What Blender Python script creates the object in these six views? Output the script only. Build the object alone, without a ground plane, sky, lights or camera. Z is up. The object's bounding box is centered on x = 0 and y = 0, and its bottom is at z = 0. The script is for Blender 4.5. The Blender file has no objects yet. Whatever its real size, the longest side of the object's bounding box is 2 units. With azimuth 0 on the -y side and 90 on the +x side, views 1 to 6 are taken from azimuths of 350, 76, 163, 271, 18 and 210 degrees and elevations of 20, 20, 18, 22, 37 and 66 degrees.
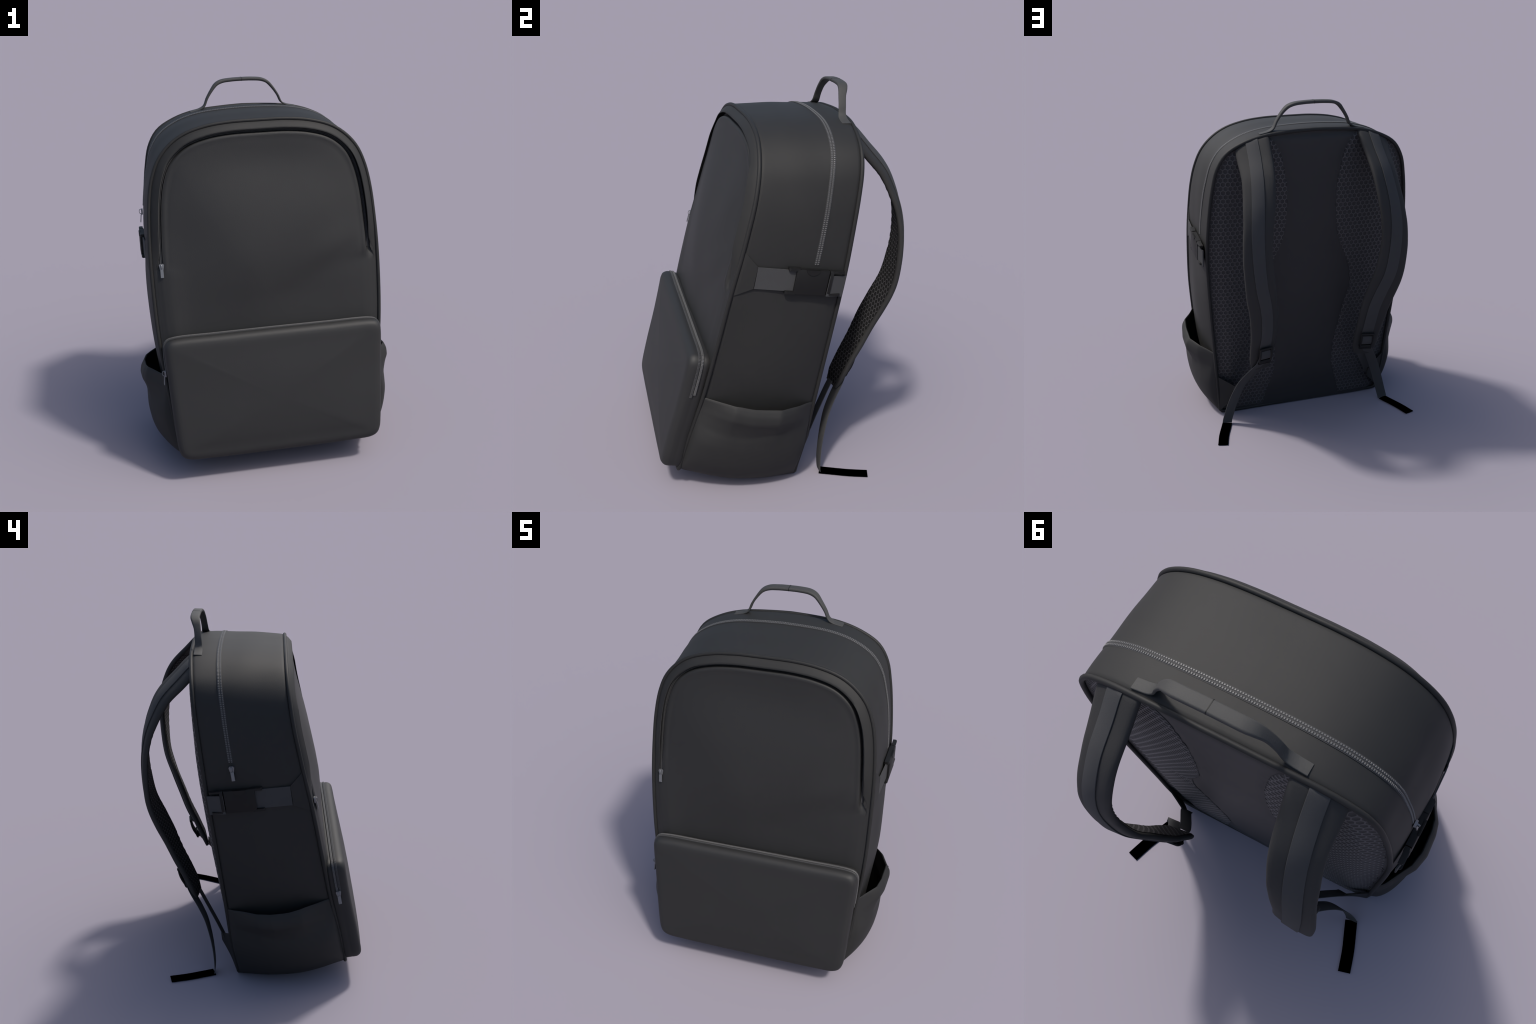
# A soft black backpack, built part by part.
# Frame: x = width, y = depth (front pocket at -y, shoulder straps at +y), z up.
import bpy, bmesh, math
import numpy as np
from mathutils import Vector

PI = math.pi

# ------------------------------------------------------------------ helpers
def lerp(a, b, t):
    return a + (b - a) * t

def smooth(t, a=0.0, b=1.0):
    t = np.clip((np.asarray(t, float) - a) / (b - a), 0, 1)
    return t * t * (3 - 2 * t)

def unit(v):
    v = np.asarray(v, float)
    return v / np.maximum(np.linalg.norm(v, axis=-1, keepdims=True), 1e-9)

def spline(points, n):
    """Catmull-Rom through the points, resampled to n points of equal arc length."""
    p = np.asarray(points, float)
    q = np.vstack([2 * p[0] - p[1], p, 2 * p[-1] - p[-2]])
    d = np.maximum(np.linalg.norm(np.diff(q, axis=0), axis=1) ** 0.5, 1e-6)
    out = []
    for i in range(1, len(q) - 2):
        t0, t1 = 0, d[i - 1]
        t2, t3 = t1 + d[i], t1 + d[i] + d[i + 1]
        t = np.linspace(t1, t2, 24, endpoint=False)[:, None]
        a1 = (t1 - t) / (t1 - t0) * q[i - 1] + (t - t0) / (t1 - t0) * q[i]
        a2 = (t2 - t) / (t2 - t1) * q[i] + (t - t1) / (t2 - t1) * q[i + 1]
        a3 = (t3 - t) / (t3 - t2) * q[i + 1] + (t - t2) / (t3 - t2) * q[i + 2]
        b1 = (t2 - t) / (t2 - t0) * a1 + (t - t0) / (t2 - t0) * a2
        b2 = (t3 - t) / (t3 - t1) * a2 + (t - t1) / (t3 - t1) * a3
        out.append((t2 - t) / (t2 - t1) * b1 + (t - t1) / (t2 - t1) * b2)
    out.append(q[-2:-1])
    return resample(np.vstack(out), n)

def resample(p, n):
    s = np.concatenate([[0], np.cumsum(np.linalg.norm(np.diff(p, axis=0), axis=1))])
    u = np.linspace(0, s[-1], n)
    return np.stack([np.interp(u, s, p[:, k]) for k in range(p.shape[1])], 1)

def length(p):
    return float(np.linalg.norm(np.diff(p, axis=0), axis=1).sum())

class Curve1D:
    """Smooth value over a parameter, through a few control pairs."""
    def __init__(self, pairs):
        pairs = sorted(pairs)
        self.x = np.array([a for a, b in pairs]); self.y = np.array([b for a, b in pairs])
        h = np.diff(self.x); d = np.diff(self.y) / h
        m = np.zeros(len(self.x)); m[0], m[-1] = d[0], d[-1]
        for i in range(1, len(m) - 1):
            m[i] = 0 if d[i - 1] * d[i] <= 0 else (h[i - 1] + h[i]) / (h[i - 1] / d[i] + h[i] / d[i - 1])
        self.m = m
    def __call__(self, v):
        v = np.clip(np.asarray(v, float), self.x[0], self.x[-1])
        i = np.clip(np.searchsorted(self.x, v) - 1, 0, len(self.x) - 2)
        h = self.x[i + 1] - self.x[i]; t = (v - self.x[i]) / h
        return ((2 * t**3 - 3 * t**2 + 1) * self.y[i] + (t**3 - 2 * t**2 + t) * h * self.m[i]
                + (-2 * t**3 + 3 * t**2) * self.y[i + 1] + (t**3 - t**2) * h * self.m[i + 1])

ROOT = bpy.data.objects.new("backpack", None)
bpy.context.scene.collection.objects.link(ROOT)
ROOT["label"] = "black fabric backpack with padded shoulder straps and front pocket"
ROOT["category"] = "backpack"

def make(name, verts, faces, mats, parent=ROOT, smooth_angle=40, face_mats=None, fix_normals=True, stuff=False):
    me = bpy.data.meshes.new(name)
    me.from_pydata([tuple(map(float, v)) for v in verts], [], [tuple(map(int, f)) for f in faces])
    for m in (mats if isinstance(mats, (list, tuple)) else [mats]):
        me.materials.append(m)
    if face_mats is not None:
        me.polygons.foreach_set("material_index", list(map(int, face_mats)))
    if fix_normals:
        bm = bmesh.new(); bm.from_mesh(me)
        bmesh.ops.recalc_face_normals(bm, faces=bm.faces)
        bm.to_mesh(me); bm.free()
    me.polygons.foreach_set("use_smooth", [True] * len(me.polygons))
    if smooth_angle is not None:
        me.set_sharp_from_angle(angle=math.radians(smooth_angle))
    me.update()
    ob = bpy.data.objects.new(name, me)
    bpy.context.scene.collection.objects.link(ob)
    ob.parent = parent
    if stuff:
        ob["kind"] = "stuff"
    return ob

def grid_faces(r, c, close_c=False, close_r=False, base=0):
    f = []
    for i in range(r if close_r else r - 1):
        for j in range(c if close_c else c - 1):
            a, b = base + i * c + j, base + i * c + (j + 1) % c
            k = (i + 1) % r
            f.append((a, b, base + k * c + (j + 1) % c, base + k * c + j))
    return f

def loft(rings, closed_section=True, caps=True):
    """rings: R x C x 3."""
    r, c = len(rings), len(rings[0])
    v = np.asarray(rings, float).reshape(-1, 3)
    f = grid_faces(r, c, close_c=closed_section)
    if caps and closed_section:
        f.append(tuple(range(c))[::-1]); f.append(tuple(range((r - 1) * c, r * c)))
    return v, f

def merge(parts):
    vs, fs, n = [], [], 0
    for v, f in parts:
        vs.append(np.asarray(v, float)); fs += [tuple(i + n for i in q) for q in f]; n += len(v)
    return np.vstack(vs), fs

def tube(path, radius, sides=10, closed=False):
    p = np.asarray(path, float)
    if closed:
        t = unit(np.roll(p, -1, 0) - np.roll(p, 1, 0))
    else:
        t = unit(np.gradient(p, axis=0))
    up = np.tile([0.0, 1.0, 0.0], (len(p), 1))
    a = unit(np.cross(t, up)); b = np.cross(a, t)
    ang = np.linspace(0, 2 * PI, sides, endpoint=False)
    rings = p[:, None] + radius * (np.cos(ang)[None, :, None] * a[:, None] + np.sin(ang)[None, :, None] * b[:, None])
    f = grid_faces(len(p), sides, close_c=True, close_r=closed)
    if not closed:
        f += [tuple(range(sides))[::-1], tuple(range((len(p) - 1) * sides, len(p) * sides))]
    return rings.reshape(-1, 3), f

def rounded_section(w, t, r=0.3, seg=3):
    """Rounded rectangle in 2-D (w across, t thick), counter-clockwise."""
    r = min(w, t) * r; out = []
    for cx, cy, a0 in ((w/2 - r, t/2 - r, 0), (-w/2 + r, t/2 - r, PI/2), (-w/2 + r, -t/2 + r, PI), (w/2 - r, -t/2 + r, 1.5 * PI)):
        for k in range(seg + 1):
            a = a0 + k * PI / 2 / seg
            out.append((cx + r * math.cos(a), cy + r * math.sin(a)))
    return np.array(out)

def frames(path, lateral):
    p = np.asarray(path, float)
    t = unit(np.gradient(p, axis=0))
    lat = np.broadcast_to(np.asarray(lateral, float), p.shape)
    lat = unit(lat - (lat * t).sum(1, keepdims=True) * t)
    return t, lat, np.cross(lat, t)

def ribbon(path, lateral, width, thick, r=0.35):
    """Flat band following a path; lateral = direction across it."""
    p = np.asarray(path, float)
    t, lat, nor = frames(p, lateral)
    w = np.broadcast_to(width, len(p))
    rings = []
    for i in range(len(p)):
        s = rounded_section(w[i], thick, r, 2)
        rings.append(p[i] + s[:, :1] * lat[i] + s[:, 1:] * nor[i])
    return loft(rings)

def box(centre, ax, ay, az, bevel=0.15):
    """Box with chamfered top given by three half-axis vectors; az is the outward side."""
    c, ax, ay, az = (np.asarray(q, float) for q in (centre, ax, ay, az))
    k = 1 - bevel
    v = [c + sx * ax + sy * ay - az for sx, sy in ((-1, -1), (1, -1), (1, 1), (-1, 1))]
    v += [c + sx * ax + sy * ay + az * (1 - 2 * bevel) for sx, sy in ((-1, -1), (1, -1), (1, 1), (-1, 1))]
    v += [c + k * sx * ax + k * sy * ay + az for sx, sy in ((-1, -1), (1, -1), (1, 1), (-1, 1))]
    f = [(3, 2, 1, 0), (8, 9, 10, 11)]
    for b in (0, 4):
        f += [(b + i, b + (i + 1) % 4, b + 4 + (i + 1) % 4, b + 4 + i) for i in range(4)]
    return np.array(v), f

# ---------------------------------------------------------------- materials
def material(name, colour, rough=0.75, grain=0.12, grain_scale=220.0, bump=0.25, metallic=0.0, spec=0.4, broad=0.06, sheen=0.0):
    m = bpy.data.materials.new(name); m.use_nodes = True
    nt = m.node_tree; nt.nodes.clear()
    N, L = nt.nodes.new, nt.links.new
    out = N("ShaderNodeOutputMaterial"); bs = N("ShaderNodeBsdfPrincipled")
    L(bs.outputs[0], out.inputs[0])
    tc = N("ShaderNodeTexCoord")
    fine = N("ShaderNodeTexNoise"); fine.inputs["Scale"].default_value = grain_scale; fine.inputs["Detail"].default_value = 3
    wide = N("ShaderNodeTexNoise"); wide.inputs["Scale"].default_value = 5.0; wide.inputs["Detail"].default_value = 2
    L(tc.outputs["Object"], fine.inputs["Vector"]); L(tc.outputs["Object"], wide.inputs["Vector"])
    a = N("ShaderNodeMapRange"); a.inputs[3].default_value = 1 - grain; a.inputs[4].default_value = 1 + grain
    b = N("ShaderNodeMapRange"); b.inputs[3].default_value = 1 - broad; b.inputs[4].default_value = 1 + broad
    L(fine.outputs["Fac"], a.inputs[0]); L(wide.outputs["Fac"], b.inputs[0])
    mu = N("ShaderNodeMath"); mu.operation = "MULTIPLY"
    L(a.outputs[0], mu.inputs[0]); L(b.outputs[0], mu.inputs[1])
    vm = N("ShaderNodeVectorMath"); vm.operation = "SCALE"; vm.inputs[0].default_value = colour
    L(mu.outputs[0], vm.inputs["Scale"]); L(vm.outputs[0], bs.inputs["Base Color"])
    bs.inputs["Roughness"].default_value = rough
    bs.inputs["Metallic"].default_value = metallic
    bs.inputs["Specular IOR Level"].default_value = spec
    bs.inputs["Sheen Weight"].default_value = sheen
    if bump:
        bp = N("ShaderNodeBump"); bp.inputs["Strength"].default_value = bump; bp.inputs["Distance"].default_value = 0.002
        L(fine.outputs["Fac"], bp.inputs["Height"]); L(bp.outputs[0], bs.inputs["Normal"])
    return m

FABRIC = material("coated_fabric", (0.0135, 0.0135, 0.0132), rough=0.68, spec=0.36, bump=0.12, grain=0.08)
FRONT = material("front_fabric", (0.0120, 0.0120, 0.0119), rough=0.62, spec=0.45, bump=0.12, grain=0.10, broad=0.09)
HANDLE = material("handle_cloth", (0.036, 0.036, 0.035), rough=0.7, spec=0.4)
PIPING = material("piping_fabric", (0.0135, 0.0135, 0.0132), rough=0.62, spec=0.3, bump=0.1)
LIP_BLACK = material("lip_inner_black", (0.004, 0.004, 0.0045), rough=0.9, spec=0.08, bump=0)
PANEL = material("back_panel_cloth", (0.0115, 0.0113, 0.0125), rough=0.62, spec=0.55, sheen=0.02)
MESH_RIDGE = material("mesh_ridge", (0.035, 0.033, 0.036), rough=0.55, spec=0.7, sheen=0.12)
MESH_CELL = material("mesh_cell", (0.0135, 0.0130, 0.0145), rough=0.65, spec=0.5, sheen=0.06)
PAD = material("strap_cloth", (0.0245, 0.0242, 0.024), rough=0.75, spec=0.3)
WEB = material("webbing", (0.041, 0.0415, 0.043), rough=0.8, spec=0.3, grain_scale=320)
PLASTIC = material("buckle_plastic", (0.0045, 0.0045, 0.0045), rough=0.6, spec=0.3, grain=0.05, bump=0.05)
LINING_RIDGE = material("strap_mesh_ridge", (0.050, 0.048, 0.051), rough=0.7, spec=0.4)
LINING_CELL = material("strap_mesh_cell", (0.0075, 0.0075, 0.0080), rough=0.9, spec=0.2)
TAPE = material("zipper_tape", (0.026, 0.026, 0.027), rough=0.7)
TEETH = material("zipper_teeth", (0.085, 0.085, 0.085), rough=0.5, spec=0.5, bump=0, grain=0.05)
COIL = material("zipper_coil", (0.045, 0.045, 0.046), rough=0.5, bump=0)
METAL = material("zipper_metal", (0.17, 0.175, 0.185), rough=0.42, metallic=0.6, bump=0, grain=0.03)
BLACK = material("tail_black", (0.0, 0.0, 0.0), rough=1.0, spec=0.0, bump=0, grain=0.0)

# ------------------------------------------------------ main shape of the bag
front_y = Curve1D([(0.05, -.552), (.115, -.537), (.324, -.486), (.547, -.424), (.846, -.355), (1.098, -.295), (1.305, -.238),
                   (1.409, -.211), (1.513, -.184), (1.617, -.162), (1.703, -.147), (1.79, -.134), (1.845, -.129)])
back_y = Curve1D([(-.02, .068), (.03, .076), (.225, .116), (.446, .149), (.814, .205), (1.037, .240), (1.189, .265), (1.388, .296),
                  (1.532, .319), (1.645, .336), (1.731, .348), (1.79, .360), (1.845, .378)])
FRONT_HALF = [(0, 1.842), (.15, 1.840), (.28, 1.825), (.397, 1.790), (.478, 1.737), (.538, 1.667), (.577, 1.575), (.600, 1.465),
              (.616, 1.27), (.620, 1.10), (.613, .79), (.591, .547), (.566, .324), (.534, .128)]
FRONT_BOTTOM = [(.534, .128), (.518, .110), (.49, .105), (.25, .104), (0, .104)]
BACK_HALF = [(0, 1.840), (.105, 1.836), (.275, 1.821), (.400, 1.786), (.500, 1.728), (.553, 1.645), (.580, 1.532), (.599, 1.388),
             (.613, 1.189), (.612, 1.037), (.600, .814), (.573, .446), (.557, .225), (.540, .03)]
BACK_BOTTOM = [(.540, .03), (.530, .015), (.505, .0112), (.25, .0106), (0, .0106)]
NS, NB = 90, 26

def outline(half, bottom, fy):
    a = spline(half, NS); b = spline(bottom, NB)
    right = np.vstack([a, b[1:]])                       # top centre -> bottom centre, x >= 0
    left = right[1:-1][::-1] * [-1, 1]
    loop = np.vstack([right, left])
    return np.stack([loop[:, 0], fy(loop[:, 1]), loop[:, 1]], 1)

F, B = outline(FRONT_HALF, FRONT_BOTTOM, front_y), outline(BACK_HALF, BACK_BOTTOM, back_y)
NL = len(F)
IDX_CORNER = NS - 1

# the bag is packed unevenly: the -x wall swells more than the +x wall
bulge_full = Curve1D([(-.02, 0), (.06, .004), (.2, .020), (.45, .030), (.67, .037), (.85, .033), (1.0, .026), (1.16, .016), (1.32, .021),
                      (1.45, .017), (1.6, .008), (1.74, .008), (1.82, .013), (1.9, .013)])
bulge_slack = Curve1D([(-.02, 0), (.06, .004), (.2, .016), (.45, .030), (.67, .037), (.85, .031), (1.0, .020), (1.16, .011), (1.32, .013),
                       (1.45, .012), (1.6, .007), (1.74, .008), (1.82, .013), (1.9, .013)])
def wall_bulge(z, u, x):
    """Outward swell of the side and top walls."""
    top = smooth(z, 1.45, 1.75)
    even = np.sin(PI * u ** (.9 + .4 * (1 - smooth(z, .9, 1.15)))) ** .8
    rear = np.sin(PI * u ** 1.5) ** .38
    return np.where(np.asarray(x) > 0, bulge_slack(z), bulge_full(z)) * lerp(even, rear, top)
bottom_sag = Curve1D([(0, 0), (.1, -.012), (.22, -.023), (.5, -.037), (.8, -.020), (.95, -.004), (1, 0)])

def loop_normals(P):
    t = unit(np.roll(P, -1, 0) - np.roll(P, 1, 0))
    n = np.stack([t[:, 2], np.zeros(len(P)), -t[:, 0]], 1)
    n = unit(n); c = P.mean(0)
    s = np.sign(((P - c) * n).sum(1))
    return n * np.median(s)

def shell_ring(u):
    P = lerp(F, B, u); n = loop_normals(P)
    amt = wall_bulge(P[:, 2], u, P[:, 0])
    sagging = smooth(-n[:, 2], 0.2, 0.9)
    amt = amt * (1 - sagging) + sagging * (-bottom_sag(u))
    soft = .0028 * np.sin(P[:, 2] * 6.3 + u * 5 + P[:, 0] * 2) * np.sin(u * 6.5 + P[:, 2] * 3 + 1) * math.sin(PI * u)
    amt = amt + soft * (1 - sagging)
    edge = 0.006 * (1 - smooth(u, 0, .035)) + 0.006 * (1 - smooth(1 - u, 0, .035))
    return P + n * (amt - edge)[:, None]

US = np.concatenate([[0, .015, .03, .05], np.linspace(.09, .91, 30), [.95, .97, .985, 1]])
rings = [shell_ring(u) for u in US]
v, f = loft(rings, True, caps=False)
make("main_body", v, f, FABRIC)

for loop, nm in ((F, "piping"), (B, "piping")):
    v, f = tube(loop, 0.0105, 10, closed=True)
    make(nm, v, f, PIPING)

def side_point(y, z, off=0.0, side=1):
    """Point on a side wall of the body at a given depth and height (returned as if on +x)."""
    u = (y - front_y(z)) / (back_y(z) - front_y(z))
    ring = shell_ring(float(np.clip(u, 0, 1)))
    ring = ring[:NS] if side > 0 else np.vstack([ring[:1], ring[::-1][:NS - 1]]) * [-1, 1, 1]
    order = np.argsort(ring[:, 2])
    x = np.interp(z, ring[order, 2], ring[order, 0])
    return np.array([x + off, y, z])

# ------------------------------------------------------- front panel with flap
FN = unit(np.array([0, -.97, .24]))
fin = -loop_normals(F)                                   # inward, in the outline's plane
fin[:, 1] = fin[:, 2] * .245
fin = unit(fin)
sidx = np.abs(np.where(np.arange(NL) < NS + NB - 1, np.arange(NL), NL - np.arange(NL)))
zf = F[:, 2]
K = np.where(sidx < NS, smooth(zf, 1.085, 1.34), 0.0)     # where the flap stands up
KD = np.where(sidx < NS, smooth(zf, 1.092, 1.20), 0.0)    # how far its edge reaches inward
KG = np.where(sidx < NS, smooth(zf, 1.098, 1.125), 0.0)   # where the zip groove is
LEFT = smooth(-F[:, 0], .40, .56)
LIP = [(.004, .002), (.008, .009), (.022, .025), (.038, .037), (.046, .043), (.049, .041), (.047, .034), (.043, .012), (.043, -.002),
       (.047, -.004), (.060, -.002), (.064, .010), (.068, .021), (.074, .0265), (.086, .0235)]
FLAT = [(.004, .000), (.006, .001), (.009, .002), (.012, .003), (.014, .004), (.016, .004), (.018, .005), (.021, .005), (.024, .006),
        (.030, .007), (.044, .010), (.052, .012), (.060, .013), (.070, .014), (.086, .016)]
rings, NLIP = [], 6
for k, ((dl, hl), (df, hf)) in enumerate(zip(LIP, FLAT)):
    w = K if k <= NLIP else np.maximum(KG, 0)
    hf = hf * (1 + .7 * LEFT)
    if 8 <= k <= 11:
        hl = hl + .011 * LEFT                            # the zip side stays nearly shut
    elif k <= NLIP:
        hl = hl * (1 - .15 * LEFT) * (1 - .26 * smooth(zf, 1.6, 1.75))
    d, h = lerp(df, dl, KD if k <= NLIP else w), lerp(hf, hl, w)
    rings.append(F + fin * d[:, None] + FN * h[:, None])
last = rings[-1]
centre = np.array([0, 0, 0.95])
panel_crown = Curve1D([(.1, 0), (.75, -.004), (.9, .002), (1.05, .022), (1.2, .042), (1.4, .060), (1.58, .066), (1.72, .040), (1.84, 0)])
low_swell = Curve1D([(.4, 0), (.7, .014), (.9, .018), (1.1, .010), (1.3, .005), (1.55, .009), (1.8, 0)])
for s in (.97, .93, .87, .80, .72, .63, .53, .43, .33, .23, .13, .04):
    r = last.copy()
    r[:, 0] *= s
    r[:, 2] = centre[2] + (last[:, 2] - centre[2]) * s
    flat = front_y(r[:, 2]) - .97 * .020
    crown = (panel_crown(r[:, 2]) + low_swell(r[:, 2]) * (1 - smooth(r[:, 0], -.15, .2))) * (1 - s ** 2)
    wave = .004 * np.sin(r[:, 0] * 7 + r[:, 2] * 4.5) * (1 - s) + .003 * np.sin(r[:, 2] * 9 - r[:, 0] * 5) * (1 - s)
    dl = (r[:, 0] - .58) * .38 - (r[:, 2] - 1.21) * .92          # soft fold slanting in from the right edge
    fold = .008 * np.exp(-(dl / .09) ** 2) * dl / .06 * smooth(r[:, 0], .05, .40) * (1 - s ** 6)
    wave = wave + fold
    edge_y = last[:, 1] - (front_y(last[:, 2]) - .97 * .020)
    r[:, 1] = flat - crown + wave + edge_y * smooth(s, .8, 1.0)
    rings.append(r)
allv = np.array(rings).reshape(-1, 3)
allf = grid_faces(len(rings), NL, close_c=True)
allf.append(tuple((len(rings) - 1) * NL + i for i in range(NL)))
flap_faces, panel_faces, lip_inner_faces = [], [], []
for q in allf:
    ring_i = q[0] // NL; j = q[0] % NL
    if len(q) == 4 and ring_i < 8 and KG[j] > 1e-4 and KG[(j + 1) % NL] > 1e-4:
        (flap_faces if ring_i < NLIP - 1 or K[j] < .35 else lip_inner_faces).append(q)
    else:
        panel_faces.append(q)
def pick(verts, faces):
    used = sorted({i for q in faces for i in q}); m = {a: b for b, a in enumerate(used)}
    return verts[used], [tuple(m[i] for i in q) for q in faces]
v, f = pick(allv, panel_faces)
front_panel = make("front_panel", v, f, FRONT, smooth_angle=70)
v, f = pick(allv, flap_faces + lip_inner_faces)
make("zipper_flap", v, f, [FABRIC, LIP_BLACK], face_mats=[0] * len(flap_faces) + [1] * len(lip_inner_faces), smooth_angle=60)

# front zip lying in the groove
def groove(d, h):
    i = [k for k in range(NL) if KG[k] > .99]
    i = sorted(i, key=lambda k: k if k < NL // 2 + 1 else k - NL)
    return np.array([F[k] + fin[k] * d + FN * (h + .011 * LEFT[k]) for k in i])
v, f = ribbon(groove(.0535, -.003), FN * 0 + np.array([0, 1, 0]), .004, .004)
def band_from_edges(a, b, thick, out):
    """Strip between two polylines, raised along 'out'."""
    a, b, out = np.asarray(a), np.asarray(b), np.broadcast_to(out, np.asarray(a).shape)
    ring = np.stack([a - out * .002, a + out * thick * .6, a + (b - a) * .2 + out * thick, a + (b - a) * .8 + out * thick, b + out * thick * .6, b - out * .002], 1)
    return loft(ring, True, True)
fz = make("front_zipper", *merge([band_from_edges(groove(.048, -.004), groove(.0535, -.004), .005, FN),
                                  band_from_edges(groove(.0545, -.004), groove(.060, -.002), .005, FN)]), COIL)

# ------------------------------------------------------------------ zip teeth
def teeth_row(path, out, pitch, length_, width, height, across):
    """Little blocks along a path. out: outward normals, across: offset direction."""
    p = np.asarray(path, float); n = max(2, int(length(p) / pitch))
    sl = np.concatenate([[0], np.cumsum(np.linalg.norm(np.diff(p, axis=0), axis=1))])
    cp = np.hstack([p, out, across]); u = np.linspace(0, sl[-1], n)
    cp = np.stack([np.interp(u, sl, cp[:, k]) for k in range(9)], 1)
    parts = []
    t = unit(np.gradient(cp[:, :3], axis=0))
    for i in range(n):
        o = unit(cp[i, 3:6]); a = unit(cp[i, 6:9])
        parts.append(box(cp[i, :3] + o * height * .3, t[i] * length_ / 2, a * width / 2, o * height / 2, .25))
    return merge(parts)

def zipper_puller(name, at, down, out, side, s=1.0, parent=ROOT, tilt=0.12):
    """Slider body with a bridge loop and a hanging tab."""
    at, down, out, side = (np.asarray(q, float) for q in (at, down, out, side))
    parts = []
    outl = [(-.010, -.013), (.010, -.013), (.0155, -.006), (.0105, .021), (-.0105, .021), (-.0155, -.006)]
    for off, k in ((.004, 1.0), (.010, .96)):
        pass
    lo = [at + side * x * s + down * y * s for x, y in outl]
    hi = [at + side * x * s * .9 + down * y * s * .95 + out * .009 * s for x, y in outl]
    n = len(outl)
    parts.append((np.array(lo + hi), [tuple(range(n))[::-1], tuple(range(n, 2 * n))] + [(i, (i + 1) % n, n + (i + 1) % n, n + i) for i in range(n)]))
    br = [at + out * .009 * s - down * .010 * s, at + out * .017 * s - down * .008 * s, at + out * .020 * s + down * .002 * s,
          at + out * .017 * s + down * .013 * s, at + out * .009 * s + down * .016 * s]
    parts.append(ribbon(spline(br, 14), side, .006 * s, .003 * s))
    d2 = unit(down + out * tilt)
    c = at + out * .013 * s + down * .040 * s
    parts.append(box(c, side * .0085 * s, d2 * .024 * s, unit(np.cross(side, d2)) * .0022 * s, .2))
    v, f = merge(parts)
    return make(name, v, f, METAL, parent, smooth_angle=30)

# ------------------------------------------------------------ main zip (over the top)
zip_y = Curve1D([(1.18, .105), (1.318, .132), (1.421, .151), (1.521, .169), (1.632, .188), (1.716, .204), (1.794, .218), (1.832, .225), (1.87, .229)])
def zip_path(off, dy, zmin_r, zmin_l):
    pts, out = [], []
    for side in (1, -1):
        col = []
        for k in range(NS):
            z = lerp(F[k, 2], B[k, 2], .7)
            for _ in range(3):
                y = zip_y(z) + dy
                u = (y - front_y(min(z, 1.845))) / (back_y(min(z, 1.845)) - front_y(min(z, 1.845)))
                P = lerp(F[k], B[k], u); z = P[2]
            n = NRM[k]
            amt = float(wall_bulge(P[2], u, side))
            q = P + n * (amt + off)
            if q[2] < (zmin_r if side > 0 else zmin_l):
                break
            col.append((q * [side, 1, 1], n * [side, 1, 1]))
        if side > 0:
            pts = col[::-1]
        else:
            pts = pts + col[1:]
    return np.array([a for a, b in pts]), np.array([b for a, b in pts])
NRM = loop_normals(lerp(F, B, .7))
ZR, ZL = 1.207, 1.335
yax = np.array([0, 1.0, 0])
a, n = zip_path(-.001, -.0135, ZR, ZL); b, _ = zip_path(-.001, .0135, ZR, ZL)
m = min(len(a), len(b))
zipper = make("main_zipper", *band_from_edges(a, b, .0025, n), TAPE)
for dy, wd, hgt, nm in ((-.0068, .0065, .0028, "zipper_teeth"), (.0060, .0085, .0034, "zipper_teeth")):
    p, o = zip_path(.0008, dy, ZR, ZL)
    v, f = teeth_row(p, o, .0092, .0056, wd, hgt, np.tile(yax, (len(p), 1)))
    make(nm, v, f, TEETH, zipper, stuff=True)
sp = side_point(zip_y(1.318), 1.318, .003, -1) * [-1, 1, 1]
zipper_puller("zipper_puller", sp, unit(np.array([0, -.19, -.98])), np.array([-1.0, 0, 0]), np.array([0, 1.0, -.19]), 1.0, zipper)
# front zip puller at the lower end of the -x side groove
g = groove(.054, .002)
GSIDE = np.array([-1.0 if g[0][0] > 0 else 1.0, 1, 1])
zipper_puller("zipper_puller", g[0]*GSIDE + np.array([0, -.004, -.004]), unit(np.array([0.0, -.24, -.97])), FN, np.array([1.0, 0, 0]), .95, fz, tilt=.02)

# ------------------------------------------------------------------ front pocket
PK_R = [(0, .760), (.30, .759), (.535, .757), (.570, .748), (.588, .723), (.591, .69), (.582, .52), (.571, .34), (.562, .215), (.556, .172), (.540, .138), (.505, .120), (.40, .114), (.2, .112), (0, .112)]
pr = spline(PK_R, 110)
ploop = np.vstack([pr, pr[1:-1][::-1] * [-1, 1]])
pk = np.stack([ploop[:, 0], front_y(ploop[:, 1]), ploop[:, 1]], 1)
pin = -loop_normals(pk)
pin = unit(sum(np.roll(pin, k, 0) for k in range(-8, 9)))
pin[:, 1] = pin[:, 2] * .245; pin = unit(pin)
pdepth = Curve1D([(0, .100), (.15, .103), (.4, .106), (.6, .111), (.8, .112)])
depth = pdepth(pk[:, 2])
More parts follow.
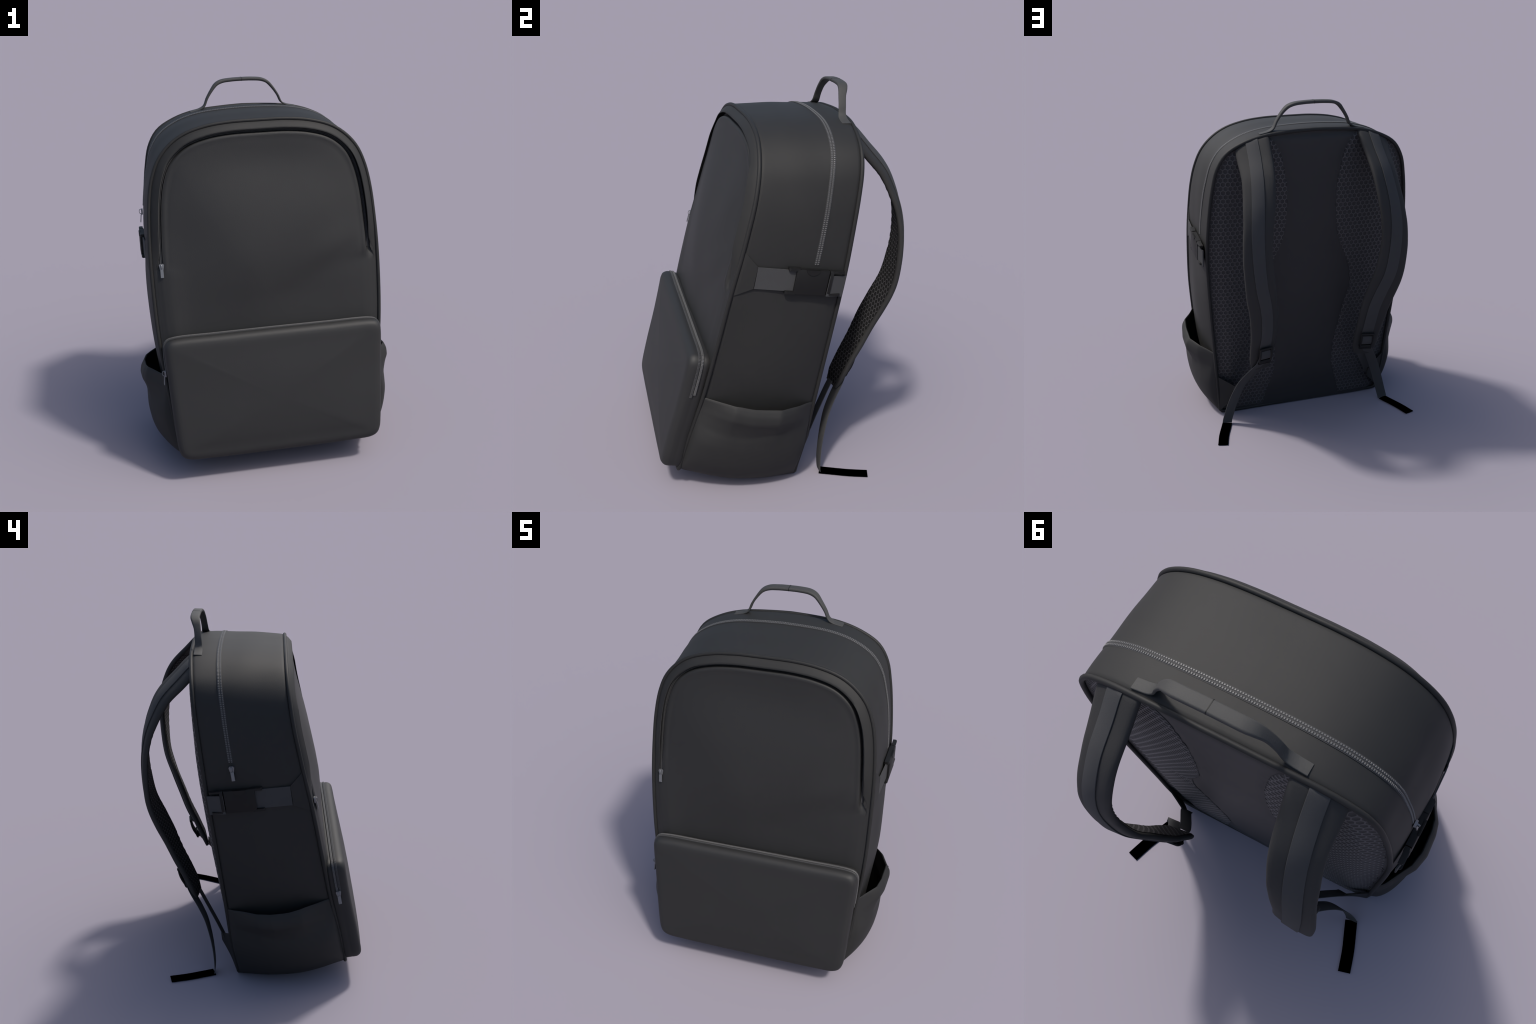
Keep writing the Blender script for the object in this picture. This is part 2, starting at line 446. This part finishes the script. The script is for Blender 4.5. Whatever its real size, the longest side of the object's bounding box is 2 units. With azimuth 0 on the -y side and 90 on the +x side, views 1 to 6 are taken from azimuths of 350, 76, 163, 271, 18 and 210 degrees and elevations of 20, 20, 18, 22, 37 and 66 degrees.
# (inset, height as a share of the depth)
PROF = [(.012, -.05), (.006, .02), (.001, .12), (.000, .34), (.004, .37), (.004, .40), (.000, .43), (-.001, .52), (-.001, .68), (.002, .78), (.008, .87), (.017, .945), (.030, .985), (.046, 1.0), (.066, 1.005)]
zipside = smooth(pk[:, 2], .545, .56)
rings = []
for k, (d, h) in enumerate(PROF):
    dd = np.full(len(pk), d)
    if k in (4, 5):
        dd = d * zipside
    rings.append(pk + pin * dd[:, None] + FN * (h * depth)[:, None])
last = rings[-1]
pc = np.array([0, 0, .44])
for s in (.9, .75, .55, .32, .1):
    r = last * [s, 0, s] + [0, 0, pc[2] * (1 - s)]
    dpt = pdepth(r[:, 2])
    wav = .004 * np.sin(r[:, 0] * 6 + 1) * np.sin(r[:, 2] * 8) * (1 - s)
    r[:, 1] = front_y(r[:, 2] - .24 * dpt) - .97 * dpt * 1.005 - .013 * (1 - s * s) + wav
    rings.append(r)
v = np.array(rings).reshape(-1, 3); f = grid_faces(len(rings), len(pk), close_c=True)
f.append(tuple((len(rings) - 1) * len(pk) + i for i in range(len(pk))))
pocket = make("front_pocket", v, f, FRONT, smooth_angle=70)
def pocket_line(d, h, zr, zl):
    n = len(pk); order = [i if i < n // 2 + 1 else i - n for i in range(n)]
    order.sort()
    keep = [i for i in order if (pk[i, 2] + .24 * h > (zr if i >= 0 else zl)) and abs(i) < 75]
    keep = keep[::-1]
    return np.array([pk[i] + pin[i] * d + FN * h for i in keep]), np.array([-pin[i] for i in keep])
ZPR, ZPL = .556, .60
h0 = .037
for nm, ha, hb, th, mt in (("zipper_tape", h0 - .001, h0 + .0305, .003, TAPE),):
    a, n = pocket_line(.001, ha, ZPR, ZPL); b, _ = pocket_line(.001, hb, ZPR, ZPL)
    m = min(len(a), len(b))
    pz = make("pocket_zipper", *band_from_edges(a[:m], b[:m], th, n[:m]), mt)
for hc, wd, hg, mt in ((h0 + .0075, .012, .007, TEETH), (h0 + .0225, .012, .006, COIL)):
    p, o = pocket_line(-.002, hc, ZPR, ZPL)
    v, f = teeth_row(p, o, .0064, .0058, wd, hg, np.tile(FN, (len(p), 1)))
    make("zipper_teeth", v, f, mt, pz, stuff=True)
p, o = pocket_line(-.004, h0 + .015, ZPR, ZPL)
zipper_puller("zipper_puller", p[-1] + np.array([0, 0, -.012]), unit(np.array([.03, -.22, -.97])), np.array([-1.0, 0, 0]), np.array([0, 1.0, -.24]), 1.0, pz)

# ------------------------------------------------------------------ side pockets
mouth_z = Curve1D([(0, .552), (.12, .539), (.27, .529), (.43, .508), (.66, .491), (.83, .478), (.93, .465), (1, .452)])
mouth_right = [(0, 0), (.04, .10), (.12, .32), (.26, .79), (.42, .92), (.66, .98), (.83, .62), (.95, .18), (1, 0)]
mouth_left = [(0, 0), (.06, .12), (.2, .50), (.3, .78), (.4, .90), (.58, .97), (.71, .86), (.93, .30), (1, 0)]
bot_z = Curve1D([(0, .125), (.11, .097), (.22, .072), (.5, .027), (.81, .010), (1, .014)])
out_full = Curve1D([(0, 0), (.04, .038), (.09, .066), (.16, .093), (.26, .117), (.38, .127), (.50, .129), (.60, .126), (.68, .124), (.74, .126), (.80, .135), (.86, .146), (.93, .139), (1.0, .118)])
out_slack = Curve1D([(0, 0), (.04, .034), (.09, .061), (.16, .086), (.26, .107), (.38, .116), (.50, .118), (.60, .116), (.68, .115), (.74, .120), (.80, .129), (.86, .140), (.93, .135), (1.0, .115)])
def side_pocket(sign):
    out_amt, mouth_g = (out_slack, mouth_right) if sign > 0 else (out_full, mouth_left)
    nu, nv = 57, 49
    g = np.zeros((nv, nu, 3))
    for j, u in enumerate(np.linspace(0, 1, nu)):
        zt, zb = float(mouth_z(u)), float(bot_z(u))
        gs = np.interp(u, [a for a, b in mouth_g], [b for a, b in mouth_g])
        ge = math.sin(PI * min(1, max(0, u))) ** (.42 if sign > 0 else .43)
        for i, t in enumerate(np.linspace(1, 0, nv)):
            z = lerp(zb, zt, t)
            gg = lerp(ge, gs, float(smooth(t, .45, .95)))
            y = lerp(float(front_y(z)), float(back_y(z)), u)
            fx = np.interp(z, F[:NS][::-1, 2], F[:NS][::-1, 0]); bx = np.interp(z, B[:NS][::-1, 2], B[:NS][::-1, 0])
            base = lerp(fx, bx, u)
            crease = .004 * math.exp(-((t - .70 + .05 * math.sin(u * 5)) / .035) ** 2) * gg * (.4 + .6 * u)
            g[i, j] = (base + .003 + float(out_amt(t)) * gg - crease, y, z)
    inner = g.copy(); inner[:, :, 0] -= .010
    inner[0, :, 2] += 0.0
    g2 = np.concatenate([inner[::-1][nv - 14:], (g[:1] + inner[:1]) / 2 + [0, 0, .004], g], 0)
    g2[:, :, 0] *= sign
    v = g2.reshape(-1, 3); f = grid_faces(len(g2), nu)
    return make("side_pocket", v, f, FABRIC, smooth_angle=60)
for sgn in (1, -1):
    side_pocket(sgn)

# ------------------------------------------------------------------ back panel and mesh pads
channel = Curve1D([(0.0, .262), (.06, .25), (.19, .217), (.30, .19), (.40, .190), (.57, .212), (.68, .231), (.77, .25), (.86, .268), (.97, .254), (1.08, .212),
                   (1.16, .178), (1.28, .155), (1.42, .146), (1.52, .150), (1.62, .167), (1.70, .186), (1.76, .212), (1.82, .268)])
border = lambda z: np.interp(z, B[:NS][::-1, 2], B[:NS][::-1, 0])
top_edge = lambda x: np.interp(abs(x), B[:NS, 0][:60], B[:NS, 2][:60])
dome_z = Curve1D([(0, .014), (.05, .016), (.1, .014), (.25, .017), (.45, .026), (.65, .034), (.8, .040), (1.0, .044), (1.15, .045), (1.3, .043), (1.45, .035), (1.6, .026), (1.75, .018), (1.84, .003)])
dome_x = Curve1D([(-.62, .70), (-.52, .92), (-.45, 1.08), (-.35, 1.18), (-.2, 1.12), (0, 1.0), (.10, .92), (.20, .74), (.30, .54), (.42, .34), (.55, .10), (.62, 0)])
def back_surface(x, z, lift=0.0):
    """Padded back: a raised spine, full on the -x side and sagging to a hollow on the +x side."""
    x = np.asarray(x, float); ax = np.abs(x); c = channel(z)
    w = np.where(z < 1.72, border(z), np.interp(-z, -B[:60, 2], B[:60, 0]))
    edge = np.minimum(w - ax, np.maximum(1.842 - z, 0) * 1.6 + .004)
    h = dome_z(z) * dome_x(x) * smooth(edge, -.01, .10) - .010 * smooth(edge, .0, .015) * (1 - smooth(edge, .025, .10))
    seam = -.003 * np.exp(-((ax - c) / .010) ** 2)
    pinch = -.006 * np.exp(-((z - .87) / .05) ** 2) * smooth(ax, c, c + .02) * (1 - smooth(ax, c + .05, c + .16))
    return back_y(z) - .003 + h + (seam + pinch) * smooth(edge, .02, .1) + lift
nz, nx = 150, 64
rows = []
zs = np.linspace(.004, 1.8395, nz)
for z in zs:
    zz = max(z, .031)
    hw = float(np.interp(z, [0.004, .012, .03], [.505, .53, float(border(.031))])) if z < .031 else float(border(z))
    if z > 1.72:
        # invert the upper arch
        k = NS; hw = float(np.interp(-z, -B[:60, 2], B[:60, 0]))
    xs = np.linspace(-hw, hw, nx) * .995
    rows.append(np.stack([xs, back_surface(xs, np.full(nx, z)), np.full(nx, z)], 1))
v = np.array(rows).reshape(-1, 3); f = grid_faces(nz, nx)
make("back_panel", v, f, PANEL, smooth_angle=None)

def hex_net(centres, place, pitch, keep, depth=.0025):
    """Honeycomb cloth: raised ridges round sunken cells. 'place' maps (a,b,height) to space."""
    R = pitch / math.sqrt(3)
    vs, fs, ms, index = [], [], [], {}
    def vert(a, b, h):
        key = (round(a * 2e4), round(b * 2e4), h)
        if key not in index:
            index[key] = len(vs); vs.append(place(a, b, h))
        return index[key]
    for a, b, yscale in centres:
        ring = [(math.cos(PI / 6 + k * PI / 3), math.sin(PI / 6 + k * PI / 3) * yscale) for k in range(6)]
        if not keep(a, b):
            continue
        o = [vert(a + R * c, b + R * s, depth) for c, s in ring]
        n = [vert(a + R * .83 * c, b + R * .83 * s, depth) for c, s in ring]
        q = [vert(a + R * .66 * c, b + R * .66 * s, 0.0) for c, s in ring]
        for k in range(6):
            fs.append((o[k], o[(k + 1) % 6], n[(k + 1) % 6], n[k])); ms.append(0)
            fs.append((n[k], n[(k + 1) % 6], q[(k + 1) % 6], q[k])); ms.append(1)
        fs.append(tuple(q)); ms.append(1)
    return vs, fs, ms

PITCH, YS = .0272, 1.05
for sgn in (1, -1):
    cs = []
    rowh = PITCH * math.sqrt(3) / 2 * YS
    for i in range(int(1.85 / rowh)):
        for j in range(28):
            cs.append((.11 + (j + .5 * (i % 2)) * PITCH, .02 + i * rowh, YS))
    def keep(a, b):
        if b < .03 or b > 1.825:
            return False
        w = float(border(b)) if b < 1.72 else float(np.interp(-b, -B[:60, 2], B[:60, 0]))
        return float(channel(b)) - .006 < a < w - .012
    def place(a, b, h):
        w = float(border(b)) if b < 1.72 else float(np.interp(-b, -B[:60, 2], B[:60, 0]))
        a = min(max(a, float(channel(b))), w - .009)
        y = float(back_surface(a * sgn, b)) + .0012 + h
        return (a * sgn, y, b)
    vs, fs, ms = hex_net(cs, place, PITCH, keep, .0014)
    make("mesh_pad", vs, fs, [MESH_RIDGE, MESH_CELL], face_mats=ms, smooth_angle=None, stuff=True)

# ------------------------------------------------------------------ carry handle
HP = [(.307, .336, 1.829), (.25, .334, 1.841), (.226, .335, 1.853), (.206, .340, 1.895), (.176, .347, 1.940), (.148, .357, 1.970), (.115, .364, 1.984), (.06, .366, 1.990), (0, .366, 1.9915)]
def top_z(x, y):
    u = (y - front_y(1.83)) / (back_y(1.83) - front_y(1.83))
    r = shell_ring(float(u))[:70]
    return float(np.interp(x, r[:, 0], r[:, 2]))
HP[0] = (.307, .334, top_z(.307, .334) + .0005); HP[1] = (.252, .334, top_z(.252, .334) + .003)
hp = spline(HP, 46)
hp = np.vstack([hp, hp[:-1][::-1] * [-1, 1, 1]])
wid = Curve1D([(0, .051), (.11, .051), (.15, .046), (.18, .038), (.205, .037), (.225, .040), (.24, .044), (.31, .045)])
thk = Curve1D([(0, .018), (.14, .018), (.2, .012), (.235, .009), (.31, .008)])
t, lat, nor = frames(hp, (0, 1, 0))
rings = []
for i in range(len(hp)):
    s = rounded_section(float(wid(abs(hp[i, 0]))), float(thk(abs(hp[i, 0]))), .42, 4)
    rings.append(hp[i] + s[:, :1] * lat[i] + s[:, 1:] * nor[i])
handle = make("carry_handle", *loft(rings), HANDLE, smooth_angle=50)
sr = [hp[len(hp) // 2] + np.array([dx, 0, 0]) for dx in (-.0015, .0015)]
s = rounded_section(.0525, .0195, .42, 4)
v, f = loft([[q + np.array([0, a, b]) for a, b in s] for q in sr])
make("handle_seam", v, f, PLASTIC, handle)

# ------------------------------------------------------------------ shoulder straps
SPINE = [(.358, .340, 1.825), (.362, .377, 1.795), (.366, .444, 1.722), (.377, .530, 1.622), (.388, .581, 1.520), (.399, .613, 1.420), (.406, .629, 1.300), (.400, .624, 1.150),
         (.383, .604, 1.015), (.350, .554, .883), (.331, .509, .776), (.324, .463, .660), (.325, .420, .570), (.325, .380, .480), (.327, .343, .402)]
IN_X = Curve1D([(.38, .275), (.42, .262), (.46, .253), (.556, .249), (.67, .247), (.776, .251), (.884, .267), (1.014, .292), (1.15, .310), (1.226, .318), (1.378, .312), (1.485, .300), (1.6, .286), (1.693, .274), (1.775, .266), (1.83, .262)])
OUT_X = Curve1D([(.38, .375), (.42, .392), (.46, .402), (.52, .406), (.627, .412), (.72, .420), (.805, .430), (.878, .443), (.987, .467), (1.09, .480), (1.2, .488), (1.3, .486), (1.37, .480), (1.465, .474), (1.566, .464), (1.66, .458), (1.746, .460), (1.83, .460)])
spine = spline(SPINE, 120)
ROLL = Curve1D([(.4, -8), (.66, -8), (.88, -10), (1.0, -6), (1.15, 0), (1.3, 7), (1.4, 13), (1.5, 19), (1.6, 22), (1.8, 20)])
NOSE = np.array([(-1, 0), (-.985, .38), (-.93, .62), (-.80, .80), (-.6, .91), (-.4, .97), (-.15, 1.0), (.15, 1.0), (.4, .97), (.6, .91), (.80, .80), (.93, .62), (.985, .38), (1, 0),
                 (.975, -.25), (.90, -.45), (.7, -.5), (.35, -.52), (0, -.53), (-.35, -.52), (-.7, -.5), (-.90, -.45), (-.975, -.25)])
def tuck(p, lift=0.0):
    """The strap's top end runs in under the back piping: nothing rises above the seam."""
    p = np.array(p)
    lim = np.interp(p[:, 0], B[:70, 0], B[:70, 2]) - .002 + lift
    over = np.maximum(p[:, 2] - lim, 0)
    p[:, 2] = np.minimum(p[:, 2], lim)
    p[:, 1] -= np.minimum(over * .25, .010)
    return p
pad_thick = lambda z: .026 * (1 - .35 * float(smooth(-z, -.47, -.40)))
def strap(sign):
    M = np.array([sign, 1, 1])
    t, lat, nor = frames(spine, (1, 0, 0))
    if nor[60, 1] < 0:
        nor = -nor
    roll = np.radians(ROLL(spine[:, 2]))[:, None]        # the strap rolls as it goes round
    lat, nor = lat * np.cos(roll) - nor * np.sin(roll), nor * np.cos(roll) + lat * np.sin(roll)
    rings = []
    for i, p in enumerate(spine):
        a, b = float(IN_X(p[2])) + .006, float(OUT_X(p[2]))
        hw, mid = (b - a) / 2 / max(lat[i][0], .5), (a + b) / 2
        th = pad_thick(p[2])
        c = p + lat[i] * (mid - p[0]) / max(lat[i][0], .5) - nor[i] * (.0045 + th * .875)
        rings.append(tuck(c + NOSE[:, :1] * lat[i] * hw + NOSE[:, 1:] * nor[i] * th * .875))
    rings = np.array(rings) * M
    obj = make("shoulder_strap", *loft(rings), PAD, smooth_angle=50)
    # webbing stitched down the middle
    q = spine[:106]; tt, ll, nn = t[:106], lat[:106], nor[:106]
    rr = []
    for i in range(len(q)):
        s = rounded_section(.070, .005, .4, 2)
        rr.append(tuck(q[i] - nn[i] * .0025 + s[:, :1] * ll[i] + s[:, 1:] * nn[i], .003))
    webv, webf = loft(np.array(rr) * M)
    make("strap_webbing", webv, webf, WEB, obj)
    # honeycomb lining on the inner face
    arc = np.concatenate([[0], np.cumsum(np.linalg.norm(np.diff(spine, axis=0), axis=1))])
    total = arc[-1]
    def at(a, b, h):
        i = np.interp(b, arc, np.arange(len(arc))); k = int(min(i, len(arc) - 2)); w = i - k
        p = lerp(spine[k], spine[k + 1], w); l = unit(lerp(lat[k], lat[k + 1], w)); n = unit(lerp(nor[k], nor[k + 1], w))
        x0, x1 = float(IN_X(p[2])), float(OUT_X(p[2]))
        c = p + l * ((x0 + x1) / 2 - p[0]) / max(l[0], .5) - n * (.0045 + pad_thick(p[2]) * .875 * 1.525 + .0004 + h * .5)
        lim = (x1 - x0) / 2 / max(l[0], .5) - .017
        return (c + l * min(max(a, -lim), lim)) * M
    def keep(a, b):
        if b < .02 or b > total - .012:
            return False
        z = float(np.interp(b, arc, spine[:, 2]))
        if z > 1.70:
            return False
        return abs(a) < (float(OUT_X(z)) - float(IN_X(z))) / 2 - .012
    pit = .0250; rowh = pit * math.sqrt(3) / 2
    cs = [((j + .5 * (i % 2)) * pit, i * rowh, 1.0) for i in range(int(total / rowh)) for j in range(-6, 7)]
    vs, fs, ms = hex_net(cs, at, pit, keep, .0015)
    make("strap_mesh", vs, fs, [LINING_RIDGE, LINING_CELL], obj, face_mats=ms, smooth_angle=None, stuff=True)
    # ladder-lock buckle at the lower end
    i0 = 106; p0 = lerp(spine[104], spine[108], .5); ta, la, na = t[104], lat[104], nor[104]
    parts = []
    def loc(x, y, h):
        return p0 + la * x + ta * y + na * h
    W = .0405
    arch = lambda y: .006 + .015 * math.sin(max(0.0, min(1.0, (y + .030) / .136)) * PI) ** .7
    for sx in (-1, 1):                                   # side rails bow out from the strap
        rail = [loc(sx * (W - .005 - .010 * max(0, (y - .07) / .03)), y, arch(y)) for y in np.linspace(-.026, .092, 16)]
        parts.append(tube(rail, .0062, 8))
    for y, hw, hh in ((-.022, .011, .006), (.084, .016, .006)):
        bar = [loc(x, y, arch(y) + .002) for x in np.linspace(-W + .002, W - .002, 6)]
        sec = rounded_section(2 * hw, 2 * hh, .8, 3)
        parts.append(loft([np.array([c + ta * a + na * b for a, b in sec]) for c in bar]))
    bar = [loc(x, .060, .008) for x in np.linspace(-W + .004, W - .004, 6)]
    parts.append(tube(bar, .005, 8))
    lipc = [(W * .96 * math.cos(a), .086 + .020 * math.sin(a)) for a in np.linspace(0, PI, 12)]
    n = len(lipc)
    vv = [loc(x, y, -.002) for x, y in lipc] + [loc(x, y, arch(y) + .006) for x, y in lipc]
    parts.append((np.array(vv), [tuple(range(n))[::-1], tuple(range(n, 2 * n))] + [(k, (k + 1) % n, n + (k + 1) % n, n + k) for k in range(n)]))
    v, f = merge(parts)
    lock = make("ladder_lock", v * M, f, PLASTIC, obj, smooth_angle=35)
    loopw = spline([loc(0, -.012, .006), loc(0, .002, .014), loc(0, .018, .019), loc(0, .036, .021), loc(0, .054, .019), loc(0, .068, .010)], 24)
    v, f = ribbon(loopw, la, .066, .005)
    make("strap_webbing", v * M, f, WEB, obj)
    # adjusting tail hanging to the ground and lying on it
    tail = spline([(.334, .392, .492), (.345, .375, .455), (.366, .352, .420), (.398, .310, .362), (.430, .273, .300), (.462, .245, .222), (.488, .226, .145), (.510, .215, .070), (.524, .213, .020), (.527, .215, .004)], 50)
    lats = spline([(1, .3, .1), (1, .35, .1), (1, .35, .15), (1, .2, .1), (1, .12, .1), (1, .1, .12), (1, .08, .12), (1, .05, .05), (1, 0, 0), (1, 0, 0)], 50)
    v, f = ribbon(tail, lats, .060, .004)
    v[:, 2] = np.maximum(v[:, 2], 0.0003)
    make("webbing_tail", v * M, f, WEB, obj)
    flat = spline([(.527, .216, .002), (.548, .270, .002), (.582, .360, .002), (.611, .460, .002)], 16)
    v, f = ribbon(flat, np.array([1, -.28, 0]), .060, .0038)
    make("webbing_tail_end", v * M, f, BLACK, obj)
    # webbing from the bag's lower corner tab up to the buckle
    anc = spline([(.440, .158, .185), (.436, .172, .212), (.405, .212, .275), (.368, .258, .340), (.338, .300, .402), (.331, .318, .432)], 30)
    v, f = ribbon(anc, np.array([1, .12, .25]), .058, .004)
    make("anchor_webbing", v * M, f, WEB, obj)
    # the triangular tab sewn into the side seam
    top_ = [(.567, .124, .292), (.502, .152, .252), (.436, .182, .212)]
    bot_ = [(.543, .080, .020), (.49, .120, .090), (.430, .176, .160)]
    a, b = spline(top_, 12), spline(bot_, 12)
    n = np.tile(unit(np.array([.25, .9, .2])), (12, 1))
    v, f = loft(np.stack([a - n * .004, b - n * .004, b + n * .004, a + n * .004], 1))
    make("anchor_tab", v * M, f, FABRIC, obj, smooth_angle=40)
for sgn in (1, -1):
    strap(sgn)

# ------------------------------------------------------------------ side compression straps
def compression(sign):
    M = np.array([sign, 1, 1])
    # wing patch sewn against the front seam
    def patch(us, vs_, top, bot, off, thick):
        g = []
        for u in us:
            a = lerp(np.array(top[0]), np.array(top[1]), u); b = lerp(np.array(bot[0]), np.array(bot[1]), u)
            row = []
            for w in vs_:
                y, z = lerp(a, b, w)
                row.append(side_point(y, z, 0, sign) + np.array([lerp(off[0], off[1], u), 0, 0]))
            g.append(row)
        g = np.array(g); h = g + np.array([-thick, 0, 0])
        r, c = g.shape[:2]
        v = np.vstack([g.reshape(-1, 3), h.reshape(-1, 3)])
        f = grid_faces(r, c) + [q[::-1] for q in grid_faces(r, c, base=r * c)]
        rim = [j for j in range(c)] + [i * c + c - 1 for i in range(1, r)] + [(r - 1) * c + j for j in range(c - 2, -1, -1)] + [i * c for i in range(r - 2, 0, -1)]
        f += [(rim[k], rim[(k + 1) % len(rim)], rim[(k + 1) % len(rim)] + r * c, rim[k] + r * c) for k in range(len(rim))]
        return v, f
    lin = np.linspace
    wing = make("strap_wing", *[(v * M, f) for v, f in [patch(lin(0, 1, 10), lin(0, 1, 10), ((-.233, 1.310), (-.172, 1.235)), ((-.291, 1.094), (-.193, 1.129)), (.004, .010), .010)]][0], FABRIC, smooth_angle=50)
    def flat_band(y0, y1, z0, z1, x0, x1, thick, nm, mat):
        """Webbing between two depths; z pairs are (top, bottom)."""
        g = []
        for u in lin(0, 1, 8):
            y = lerp(y0, y1, u)
            sl = -.085
            zt, zb = lerp(z0[0], z1[0], u), lerp(z0[1], z1[1], u)
            x = lerp(x0, x1, u)
            g.append([(x, y + .009, zt), (x, y - .009, zb), (x - thick, y - .009, zb), (x - thick, y + .009, zt)])
        v, f = loft(np.array(g) * M)
        return make(nm, v, f, mat, wing, smooth_angle=30)
    xw = side_point(-.18, 1.19, 0, sign)[0] + .010
    flat_band(-.180, .012, (1.234, 1.129), (1.210, 1.105), xw + .001, .645, .005, "webbing_band", WEB)
    xe = side_point(.235, 1.12, 0, sign)[0]
    flat_band(.165, .250, (1.175, 1.073), (1.163, 1.059), .6575, xe + .024, .006, "webbing_band", WEB)
    # side-release buckle
    S = -.085                                                # drop of the band toward the back
    ey = unit(np.array([0, 1, -.13])); ez = unit(np.array([0, .17, 1])); ex = np.array([1.0, 0, 0])
    c0 = np.array([.644, .078, 1.149])
    L = lambda y, z, x=0: c0 + ey * y + ez * z + ex * x
    parts = [box(L(0.005, 0), ey * .080, ez * .062, ex * .0145, .10)]
    for sz in (1, -1):
        parts.append(box(L(-.085, sz * .058), ey * .030, ez * .008, ex * .013, .25))
    parts.append(box(L(-.096, 0, -.006), ey * .012, ez * .055, ex * .004, .2))
    arc = [(.034 * math.cos(a), .062 - .026 * math.sin(a)) for a in lin(0, PI, 12)]
    n = len(arc)
    vv = [L(y + .003, z, .004) for y, z in arc] + [L(y + .003, z, .0168) for y, z in arc]
    parts.append((np.array(vv), [tuple(range(n))[::-1], tuple(range(n, 2 * n))] + [(i, (i + 1) % n, n + (i + 1) % n, n + i) for i in range(n)]))
    v, f = merge(parts)
    make("release_buckle", v * M, f, PLASTIC, wing, smooth_angle=35)
    parts = [box(L(.099, 0), ey * .010, ez * .062, ex * .013, .2)]
    for sz in (1, -1):
        parts.append(box(L(.128, sz * .057), ey * .032, ez * .006, ex * .011, .25))
    v, f = merge(parts)
    make("buckle_receiver", v * M, f, PLASTIC, wing, smooth_angle=35)
for sgn in (1, -1):
    compression(sgn)
